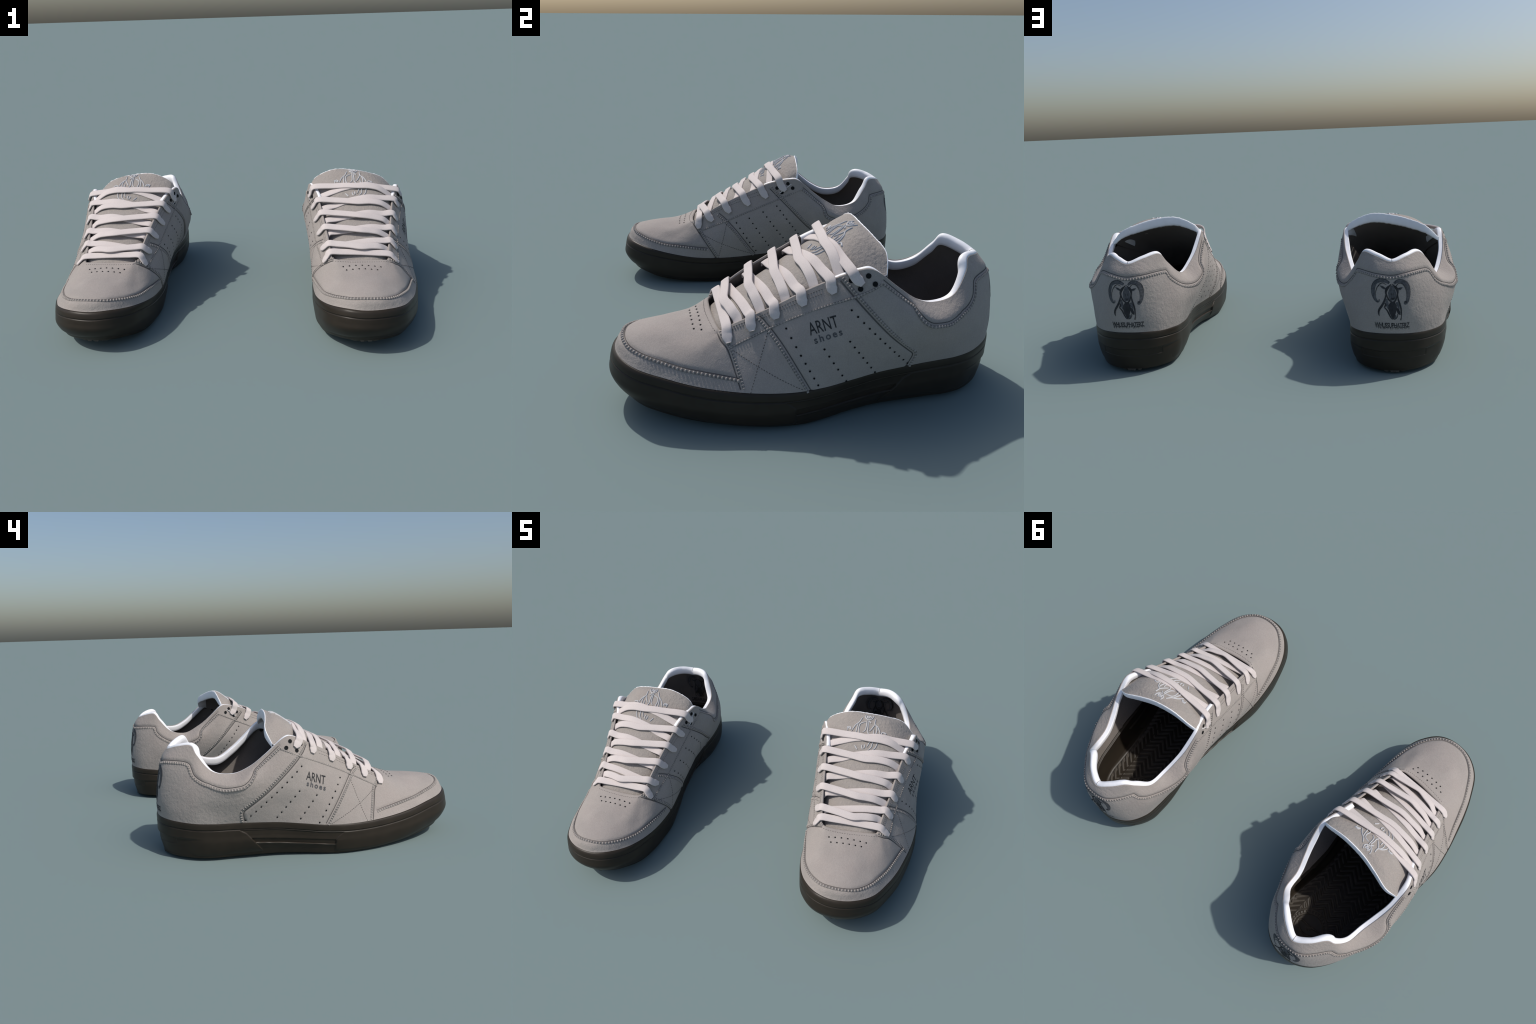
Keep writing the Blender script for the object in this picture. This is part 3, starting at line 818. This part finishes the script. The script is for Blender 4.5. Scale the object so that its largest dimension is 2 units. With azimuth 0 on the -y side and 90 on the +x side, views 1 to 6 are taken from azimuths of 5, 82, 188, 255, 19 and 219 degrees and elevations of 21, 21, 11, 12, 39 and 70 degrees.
def build_prints(S):
    k = .00019; m = lambda P: np.stack([(np.asarray(P, float)[:, 0]-655)*k, .462-(np.asarray(P, float)[:, 1]-235)*k], 1)
    for inside in (False, True):
        nm = "heel_emblem"
        for strokes, mat, lift in ((RAM_GREY, M_INKGREY, .0042), (RAM_DARK, M_INK, .0049)):
            p = Pile()
            for P, W in strokes:
                b = brush(m(P), np.array(W)*k, .004)
                p.put(project_heel(b, S, lift, inside), quads(b.shape[0], 5, False))
            S.add(nm, np.concatenate(p.V), p.F, mat)
        V, F = text_mesh("WHUSSUPHATERZ", .034, .88, .66, .0006)
        w = V[:, 0].max()-V[:, 0].min(); V[:, 0] = (V[:, 0]-V[:, 0].mean())*.154/w
        V[:, 1] = V[:, 1]*.95 + (V[:, 0]/.077)**2*.001 + .2535 - .013
        p = Pile(); p.put(project_heel(V, S, .0046, inside), F)
        for x in np.linspace(-.074, .074, 27):                  # running drips under the letters
            x += rng.uniform(-.002, .002); ln = rng.uniform(.004, .012)
            b = brush(np.array([(x, .2445), (x+rng.uniform(-.001, .001), .241-ln*.5), (x, .241-ln)]), [.0022, .0018, .0004], .002)
            p.put(project_heel(b, S, .0046, inside), quads(b.shape[0], 5, False))
        S.add("heel_lettering", np.concatenate(p.V), p.F, M_INK)
    # side lettering, outer wall only, reading upright on both shoes
    s = -1 if S.mirror else 1
    for body, size, sp, sx, v0, mat, width in (("ARNT", .060, 1.02, .80, 0., M_INK, .108), ("shoes", .036, 1.35, 1.0, -.030, M_INKGREY, .106)):
        V, F = text_mesh(body, size, sp, sx, .0003 if body == "ARNT" else .0008)
        w = V[:, 0].max()-V[:, 0].min(); V[:, 0] = (V[:, 0]-(V[:, 0].max()+V[:, 0].min())/2)*width/w
        V[:, 1] += v0
        a = math.radians(20)
        cy, cz = (.028, .379) if not S.mirror else (.072, .375)
        yy = V[:, 0]*s
        shear = .25 if not S.mirror else .20
        Y = cy + yy*math.cos(a) - V[:, 1]*shear + (.006 if body == "shoes" else 0)*s
        Zz = cz + yy*math.sin(a) + V[:, 1]*.93
        P = cast_side(np.stack([Y, Zz], 1), "outer"); assert len(P) == len(V); Q, N = snap(P)
        S.add("side_lettering", Q+N*.0046, F, mat)

def build_shoe(name, mirror, loc, label):
    S = Shoe(name, mirror, loc, label)
    build_sole(S); build_upper(S); build_collar_lining(S); build_tongue(S); build_laces(S); build_prints(S)
    return S

build_shoe("sneaker", False, (.64, 0., 0.), "grey suede low-top skate sneaker, dark brown sole, pale laces")
build_shoe("sneaker", True, (-.64, -.026, -.009), "mirrored grey suede skate sneaker with dark brown gum sole")
